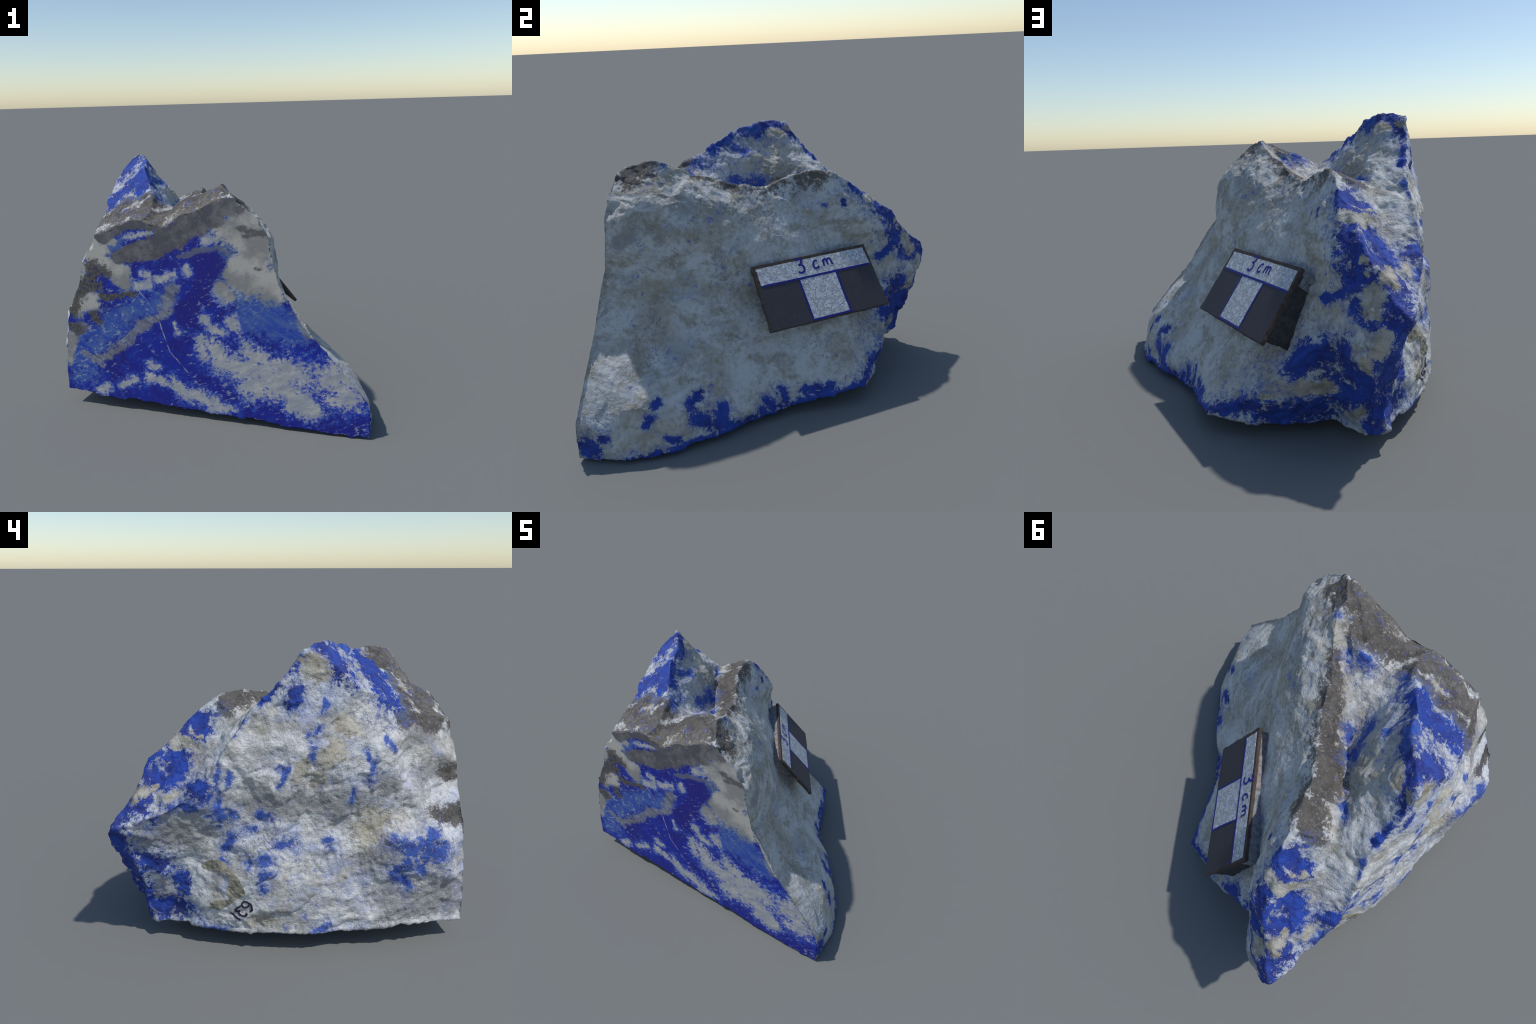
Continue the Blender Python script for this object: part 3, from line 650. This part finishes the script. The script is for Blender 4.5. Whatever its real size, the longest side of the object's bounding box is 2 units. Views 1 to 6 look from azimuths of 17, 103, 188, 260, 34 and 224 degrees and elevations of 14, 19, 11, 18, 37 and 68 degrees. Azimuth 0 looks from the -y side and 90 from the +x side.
def stone_material():
    n = Nodes('rough_lapis')
    P = n.P
    w = n.warp(n.warp(P, 3.5, 0.07), 16.0, 0.05, 4.0)
    big, mid, fine, grit = n.noise(3.2, 4), n.noise(10, 6, 0.68), n.noise(38, 5, 0.68), n.noise(120, 3, 0.7)
    layer = n.noise(5.5, 6, 0.62, stretch=(1, 1, 1.6), distort=0.5)
    # ragged margins: coarse and very fine raggedness together
    rag = n.math('ADD', n.math('MULTIPLY', n.math('SUBTRACT', mid, 0.5), 2.6), n.math('ADD', n.math('MULTIPLY', n.math('SUBTRACT', fine, 0.5), 2.6), n.math('MULTIPLY', n.math('SUBTRACT', grit, 0.5), 1.2)))
    x = n.new('ShaderNodeSeparateXYZ'); n.put(x.inputs[0], w)
    west = n.ramp(x.outputs[0], -0.60, -0.80)              # the whiter west side
    pale = n.mix(west, (0.59, 0.605, 0.605), (0.68, 0.68, 0.675))
    dull = n.mix(west, (0.34, 0.32, 0.265), (0.36, 0.355, 0.345))
    t = n.math('MULTIPLY_ADD', n.math('SUBTRACT', fine, 0.5), 0.55, layer)
    col = n.mix(n.ramp(t, 0.36, 0.68), pale, dull)
    col = n.mix(n.ramp(n.math('MULTIPLY_ADD', rag, 0.06, big), 0.46, 0.68, 0, 0.6), col, (0.34, 0.305, 0.225))
    col = n.mix(n.ramp(n.noise(6, 5, 0.65, at=w), 0.52, 0.68, 0, 0.45), col, (0.38, 0.43, 0.53))
    col = n.mix(n.ramp(fine, 0.62, 0.74, 0, 0.6), col, (0.13, 0.125, 0.12))
    col = n.mix(n.ramp(grit, 0.30, 0.42, 0.25, 0), col, (0.75, 0.75, 0.74))
    bloom = n.math('MULTIPLY', n.ramp(n.noise(5, 6, 0.7, at=w, stretch=(1, 1, 1.4)), 0.50, 0.68, 0, 0.55), west)
    col = n.mix(bloom, col, (0.36, 0.42, 0.66))
    f = n.math('MULTIPLY_ADD', rag, 1.0, n.veins(w, GREY_PATCHES, 1.5))
    col = n.mix(n.ramp(f, -0.5, 0.7, 0, 0.75), col, n.mix(n.ramp(fine, 0.3, 0.7), (0.15, 0.15, 0.155), (0.36, 0.355, 0.35)))
    f = n.math('MULTIPLY_ADD', rag, 1.1, n.veins(w, OCHRE, 1.5))
    col = n.mix(n.ramp(f, -0.2, 0.7, 0, 0.75), col, n.mix(n.ramp(mid, 0.35, 0.65), (0.20, 0.155, 0.07), (0.50, 0.46, 0.35)))
    # weathered crust
    f = n.math('MULTIPLY_ADD', rag, 0.8, n.veins(w, CRUST + CRUST_RIM, 1.55))
    crust = n.mix(n.ramp(mid, 0.35, 0.65), (0.045, 0.038, 0.032), (0.105, 0.094, 0.083))
    crust = n.mix(n.ramp(fine, 0.50, 0.68, 0, 0.55), crust, (0.25, 0.24, 0.235))
    crust = n.mix(n.ramp(grit, 0.60, 0.72, 0, 0.5), crust, (0.45, 0.45, 0.46))
    col = n.mix(n.ramp(f, -0.15, 0.35, 0, 0.95), col, crust)
    # lazurite
    bl = n.veins(w, BLUE_SUMMIT + BLUE_NORTH + BLUE_NOTCH + BLUE_EAST + BLUE_RIM, 1.15)
    f = n.math('MULTIPLY_ADD', rag, 1.0, bl)
    blue = n.mix(n.ramp(mid, 0.38, 0.62), (0.006, 0.017, 0.18), (0.005, 0.048, 0.36))
    blue = n.mix(n.ramp(fine, 0.54, 0.76, 0, 0.55), blue, (0.024, 0.105, 0.39))
    col = n.mix(n.ramp(f, -1.0, 0.1, 0, 0.35), col, (0.12, 0.20, 0.44))
    col = n.mix(n.ramp(f, -0.12, 0.40, 0, 0.95), col, blue)
    # on the white side and in the valley the blue is only feathered in
    soft = n.veins(w, BLUE_WEST + BLUE_VALLEY, 1.05)
    f = n.math('MULTIPLY_ADD', n.math('SUBTRACT', n.noise(13, 6, 0.75, at=w, stretch=(1, 1, 1.5)), 0.5), 3.2, n.math('MULTIPLY_ADD', rag, 0.9, soft))
    col = n.mix(n.ramp(f, -0.9, 0.3, 0, 0.38), col, (0.17, 0.23, 0.46))
    col = n.mix(n.ramp(f, -0.05, 0.75, 0, 0.88), col, n.mix(n.ramp(fine, 0.40, 0.62), blue, (0.018, 0.095, 0.43)))
    bl = n.math('MAXIMUM', bl, soft)
    # stray blue specks
    sp = n.math('ADD', n.noise(24, 5, 0.7, at=w), n.math('MULTIPLY', n.math('SUBTRACT', n.noise(3.0, 2), 0.5), 0.35))
    col = n.mix(n.ramp(sp, 0.62, 0.70, 0, 0.6), col, (0.05, 0.09, 0.46))
    # hair veins, blue where lazurite is near, grey elsewhere
    hair = n.math('ABSOLUTE', n.math('SUBTRACT', n.noise(7, 6, 0.7, at=w, distort=0.5), 0.5))
    hair = n.math('MULTIPLY', n.ramp(hair, 0.022, 0.0), n.ramp(n.noise(4.5, 3), 0.46, 0.58))
    col = n.mix(n.math('MULTIPLY', hair, 0.75), col, n.mix(n.ramp(bl, -2.2, -0.4), (0.20, 0.20, 0.205), (0.05, 0.09, 0.38)))
    # cream spots inside the blue
    f = n.math('MULTIPLY_ADD', rag, 0.9, n.veins(w, CREAM, 1.1))
    cream = n.mix(n.ramp(mid, 0.35, 0.65), (0.24, 0.215, 0.15), (0.50, 0.48, 0.42))
    col = n.mix(n.ramp(f, -0.02, 0.25, 0, 0.95), col, cream)
    bump = n.math('ADD', n.math('MULTIPLY', fine, 2.0), n.math('ADD', grit, n.noise(60, 4, 0.7, stretch=(1, 1, 1.8))))
    return n.finish(col, n.ramp(fine, 0.3, 0.7, 0.62, 0.85), bump, 0.0060, 0.8, 0.3)


def plain(name, colour, rough=0.7, vary=0.25, scale=60, bump=0.0012, lumps=None):
    n = Nodes(name)
    f = n.noise(scale, 4, 0.65)
    dark = tuple(c * (1 - vary) for c in colour)
    h = n.noise(scale * 1.5, 3, 0.6)
    if lumps:
        v = n.noise(lumps, 4, 0.6, distort=0.6)
        h = n.math('ADD', n.math('MULTIPLY', n.ramp(v, 0.42, 0.62), 2.0), h)
    return n.finish(n.mix(n.ramp(f, 0.35, 0.68), colour, dark), rough, h, bump, 0.8)


# ------------------------------------------------------------------ objects
root = bpy.data.objects.new('rock_specimen', None)
bpy.context.scene.collection.objects.link(root)
root['label'] = 'blue and white lapis rock with small scale card'
root['category'] = 'rock'


def child(name, me, parent=root, mat=None):
    ob = bpy.data.objects.new(name, me)
    bpy.context.scene.collection.objects.link(ob)
    ob.parent = parent
    if mat is not None:
        me.materials.clear(); me.materials.append(mat)
    return ob


from mathutils.bvhtree import BVHTree
bm = bmesh.new(); bm.from_mesh(rock_mesh); STONE = BVHTree.FromBMesh(bm); bm.free()

# split the block into the polished cut and the broken stone, sharing its normals
_, _, vn = arrays(rock_mesh)
npoly = len(rock_mesh.polygons)
fn = np.empty(npoly * 3, 'f4'); rock_mesh.polygons.foreach_get('normal', fn); fn = fn.reshape(-1, 3)
fc = np.empty(npoly * 3, 'f4'); rock_mesh.polygons.foreach_get('center', fc); fc = fc.reshape(-1, 3)
on_cut = (fn[:, 1] < -0.90) & (fc[:, 1] < SAW(fc[:, 0], fc[:, 2]) + 0.004)


def region(name, mask, mat):
    me = rock_mesh.copy(); me.name = name
    bm = bmesh.new(); bm.from_mesh(me)
    lay = bm.verts.layers.int.new('source')
    bm.faces.ensure_lookup_table()
    for k, v in enumerate(bm.verts):
        v[lay] = k
    bmesh.ops.delete(bm, geom=[bm.faces[k] for k in np.nonzero(~mask)[0]], context='FACES')
    src = [v[lay] for v in bm.verts]
    bm.verts.layers.int.remove(lay)
    bm.to_mesh(me); bm.free()
    me.shade_smooth()
    me.normals_split_custom_set_from_vertices([tuple(v) for v in vn[src]])
    return child(name, me, mat=mat)


region('polished_face', on_cut, cut_material())
region('stone_body', ~on_cut, stone_material())


# ---- scale card
TL, TR, BR, BL = (Vector(v) for v in ((0.177, -0.104, 0.809), (-0.271, 0.509, 0.818), (-0.089, 0.675, 0.499), (0.365, 0.040, 0.491)))
CARD_N = (BL - TL).cross(TR - TL).normalized()


def on_card(u, v, h=0.0):
    return TL.lerp(TR, u).lerp(BL.lerp(BR, u), v) + CARD_N * h


def slab(name, outline, low, high, mat, parent, bevel=0.0, jitter=0.0, seed=0, cuts=1):
    """A thin plate on the card: outline in card coordinates, raised from low to high."""
    r = np.random.RandomState(seed)
    pts = []
    for a, b in zip(outline, outline[1:] + outline[:1]):
        for k in range(cuts):
            t = k / cuts
            pts.append((a[0] + (b[0] - a[0]) * t + (r.normal() * jitter if k else 0), a[1] + (b[1] - a[1]) * t + (r.normal() * jitter if k else 0)))
    bm = bmesh.new()
    lo = [bm.verts.new(on_card(u, v, low)) for u, v in pts]
    hi = [bm.verts.new(on_card(u, v, high)) for u, v in pts]
    bm.faces.new(hi); bm.faces.new(lo[::-1])
    for k in range(len(pts)):
        j = (k + 1) % len(pts)
        bm.faces.new((lo[k], lo[j], hi[j], hi[k]))
    bmesh.ops.recalc_face_normals(bm, faces=bm.faces[:])
    if bevel:
        bmesh.ops.bevel(bm, geom=bm.edges[:], offset=bevel, segments=2, affect='EDGES')
    me = bpy.data.meshes.new(name); bm.to_mesh(me); bm.free()
    return child(name, me, parent, mat)


BLACK = plain('black_print', (0.060, 0.058, 0.072), 0.75, 0.4, 160, 0.0020)
WHITE = plain('white_print', (0.63, 0.66, 0.71), 0.5, 0.12, 30, 0.0085, 34)
INK = plain('blue_ink', (0.018, 0.018, 0.27), 0.6, 0.4, 90)
card = slab('scale_card', [(0, 0), (1, 0), (1, 1), (0, 1)], -0.020, 0.0, plain('card_edge', (0.085, 0.065, 0.055), 0.8, 0.5, 40), root, 0.0015, 0.003, 5, 14)
slab('pale_band', [(0.028, 0.052), (0.972, 0.050), (0.985, 0.315), (0.034, 0.312)], 0.0003, 0.0016, WHITE, card, 0, 0.002, 1, 10)
slab('black_square', [(0.012, 0.335), (0.340, 0.330), (0.345, 0.985), (0.012, 0.988)], 0.0003, 0.0014, BLACK, card, 0, 0.0015, 2, 8)
slab('white_square', [(0.350, 0.345), (0.662, 0.340), (0.662, 0.950), (0.356, 0.955)], 0.0003, 0.0018, WHITE, card, 0, 0.0015, 3, 8)
slab('black_square', [(0.680, 0.335), (0.988, 0.335), (0.988, 0.985), (0.680, 0.985)], 0.0003, 0.0014, BLACK, card, 0, 0.0015, 4, 8)


def stroke(bm, pts, width, place):
    """A flat pen stroke with rounded turns through points (u, v)."""
    fine = []
    for k in range(len(pts) - 1):
        p0, p1, p2, p3 = (Vector(pts[max(0, min(len(pts) - 1, k + j))]) for j in (-1, 0, 1, 2))
        for t in np.linspace(0, 1, 7)[:(7 if k == len(pts) - 2 else 6)]:
            fine.append(0.5 * (2 * p1 + (p2 - p0) * t + (2 * p0 - 5 * p1 + 4 * p2 - p3) * t * t + (3 * p1 - p0 - 3 * p2 + p3) * t ** 3))
    rows = []
    for k, p in enumerate(fine):
        d = fine[min(k + 1, len(fine) - 1)] - fine[max(k - 1, 0)]
        s = Vector((-d.y, d.x)).normalized() * width * (0.5 if k not in (0, len(fine) - 1) else 0.3)
        rows.append([bm.verts.new(place(p + s, 0)), bm.verts.new(place(p - s, 0)), bm.verts.new(place(p - s, 1)), bm.verts.new(place(p + s, 1))])
    for a, b in zip(rows, rows[1:]):
        for k in range(4):
            bm.faces.new((a[k], a[(k + 1) % 4], b[(k + 1) % 4], b[k]))
    bm.faces.new(rows[0]); bm.faces.new(rows[-1][::-1])


def pen(name, strokes, width, place, mat, parent):
    bm = bmesh.new()
    for st in strokes:
        stroke(bm, st, width, place)
    bmesh.ops.recalc_face_normals(bm, faces=bm.faces[:])
    me = bpy.data.meshes.new(name); bm.to_mesh(me); bm.free()
    return child(name, me, parent, mat)


CARD_W, CARD_H = (TR - TL).length, (BL - TL).length
place_ink = lambda p, top: on_card(p.x / CARD_W, p.y / CARD_H, 0.0012 + 0.0016 * top)
mm = lambda pts: [(u * CARD_W, v * CARD_H) for u, v in pts]
pen('ink_line', [mm([(0.03, 0.322), (0.35, 0.325), (0.66, 0.322), (0.985, 0.325)]), mm([(0.671, 0.33), (0.668, 0.65), (0.672, 0.965)]),
                 mm([(0.345, 0.968), (0.52, 0.966), (0.68, 0.966)]), mm([(0.346, 0.34), (0.348, 0.6), (0.352, 0.96)])], 0.0115, place_ink, INK, card)
pen('letter_three', [mm([(0.365, 0.035), (0.400, 0.030), (0.418, 0.045), (0.402, 0.105), (0.385, 0.120), (0.412, 0.135), (0.418, 0.200), (0.395, 0.245), (0.372, 0.235), (0.368, 0.215)])], 0.012, place_ink, INK, card)
pen('letter_c', [mm([(0.545, 0.110), (0.525, 0.105), (0.505, 0.145), (0.502, 0.195), (0.520, 0.222), (0.548, 0.200)])], 0.011, place_ink, INK, card)
pen('letter_m', [mm([(0.592, 0.110), (0.590, 0.215)]), mm([(0.592, 0.140), (0.612, 0.108), (0.624, 0.130), (0.624, 0.205)]), mm([(0.624, 0.140), (0.645, 0.108), (0.658, 0.130), (0.660, 0.190), (0.672, 0.200)])], 0.011, place_ink, INK, card)


def putty(name, outline, drop, shrink, mat, seed):
    """Backing between card and stone: a lumpy plug under part of the card."""
    bm = bmesh.new()
    cu = sum(p[0] for p in outline) / len(outline); cv = sum(p[1] for p in outline) / len(outline)
    rows = []
    pts = []
    for a, b in zip(outline, outline[1:] + outline[:1]):
        pts += [(a[0] + (b[0] - a[0]) * k / 12, a[1] + (b[1] - a[1]) * k / 12) for k in range(12)]
    nz = Noise(seed)
    for i in range(9):
        t = i / 8
        k = 1 - shrink * t
        ring = []
        for u, v in pts:
            p = on_card(cu + (u - cu) * k, cv + (v - cv) * k, -0.019 - drop * t)
            j = nz(np.array([[p.x * 22, p.y * 22, p.z * 22]]))[0]
            out = (on_card(u, v) - on_card(cu, cv)).normalized()
            ring.append(bm.verts.new(p + out * j * 0.012 * min(1, t * 3)))
        rows.append(ring)
    for a, b in zip(rows, rows[1:]):
        for k in range(len(pts)):
            j = (k + 1) % len(pts)
            bm.faces.new((a[k], a[j], b[j], b[k]))
    bm.faces.new(rows[0]); bm.faces.new(rows[-1])
    bmesh.ops.recalc_face_normals(bm, faces=bm.faces[:])
    me = bpy.data.meshes.new(name); bm.to_mesh(me); bm.free(); me.shade_smooth()
    return child(name, me, card, mat)


putty('backing', [(0.02, 0.015), (0.50, 0.012), (0.50, 0.50), (0.10, 0.50)], 0.11, -0.03, plain('torn_board', (0.30, 0.27, 0.275), 0.85, 0.5, 45, 0.004), 7)
putty('backing', [(0.47, 0.012), (0.99, 0.012), (0.985, 0.20), (0.55, 0.30)], 0.13, -0.06, plain('grey_putty', (0.27, 0.285, 0.31), 0.85, 0.5, 40, 0.004), 8)
putty('backing', [(0.60, 0.10), (0.993, 0.07), (0.988, 0.945), (0.66, 0.93)], 0.14, 0.10, plain('shadow_painted_putty', (0.065, 0.064, 0.066), 0.9, 0.5, 40, 0.004), 9)  # plug coloured near black for the deep shadow behind the card's right edge


# ---- number and remains of a paper label on the west side
def on_west(p, top):
    """Place a point of the local sheet (metres right, metres up) on the stone, seen from the west."""
    o, right, up = Vector((-1.4, 0.24, 0.30)), Vector((0.0, -1.0, 0.0)), Vector((0.0, 0.0, 1.0))
    start = o + right * p[0] + up * p[1]
    hit, nor, _, _ = STONE.ray_cast(start, Vector((1, 0, 0)))
    return hit + nor * (0.0012 + 0.0022 * top)


LABEL_INK = plain('black_ink', (0.022, 0.017, 0.045), 0.5, 0.3, 90)
mark = lambda pts: [(x * 0.000456 - 0.2246, 0.2687 - y * 0.00048) for x, y in pts]
pen('number_mark', [mark([(556, 708), (578, 690), (570, 640), (540, 605), (500, 590), (472, 610), (475, 650), (505, 665), (535, 655), (540, 630)]),
                    mark([(457, 636), (410, 680), (400, 712), (418, 724), (450, 702)]), mark([(448, 704), (440, 745), (480, 770), (508, 762), (526, 735)]),
                    mark([(352, 742), (400, 782), (456, 826)])], 0.0085, on_west, LABEL_INK, root)


def film(name, outline, mat):
    """A thin torn flake of glued paper lying on the stone."""
    bm = bmesh.new()
    bm.faces.new([bm.verts.new((x, y, 0)) for x, y in mark(outline)])
    bmesh.ops.triangulate(bm, faces=bm.faces[:])
    for _ in range(5):
        long = [e for e in bm.edges if e.calc_length() > 0.011]
        if long:
            bmesh.ops.subdivide_edges(bm, edges=long, cuts=1)
            bmesh.ops.triangulate(bm, faces=bm.faces[:])
    nz = Noise(41)
    for v in bm.verts:
        if v.is_boundary:
            j = nz(np.array([[v.co.x * 60, v.co.y * 60, 3.0]]))[0] * 0.003
            v.co.x += j; v.co.y -= j
    for v in bm.verts:
        v.co = on_west(v.co, 0.35)
    bmesh.ops.recalc_face_normals(bm, faces=bm.faces[:])
    if sum(f.normal.x for f in bm.faces) > 0:
        bmesh.ops.reverse_faces(bm, faces=bm.faces[:])
    bmesh.ops.solidify(bm, geom=bm.faces[:], thickness=0.0022)
    me = bpy.data.meshes.new(name); bm.to_mesh(me); bm.free()
    return child(name, me, root, mat)


film('paper_film', [(65, 235), (90, 205), (150, 175), (250, 155), (300, 175), (340, 235), (430, 320), (465, 380), (495, 450), (500, 505), (215, 730), (130, 700),
                    (125, 650), (200, 605), (330, 580), (345, 550), (310, 480), (345, 390), (325, 290), (290, 275), (200, 280), (140, 295), (80, 270)],
     plain('glued_paper', (0.33, 0.31, 0.235), 0.75, 0.45, 26, 0.003))
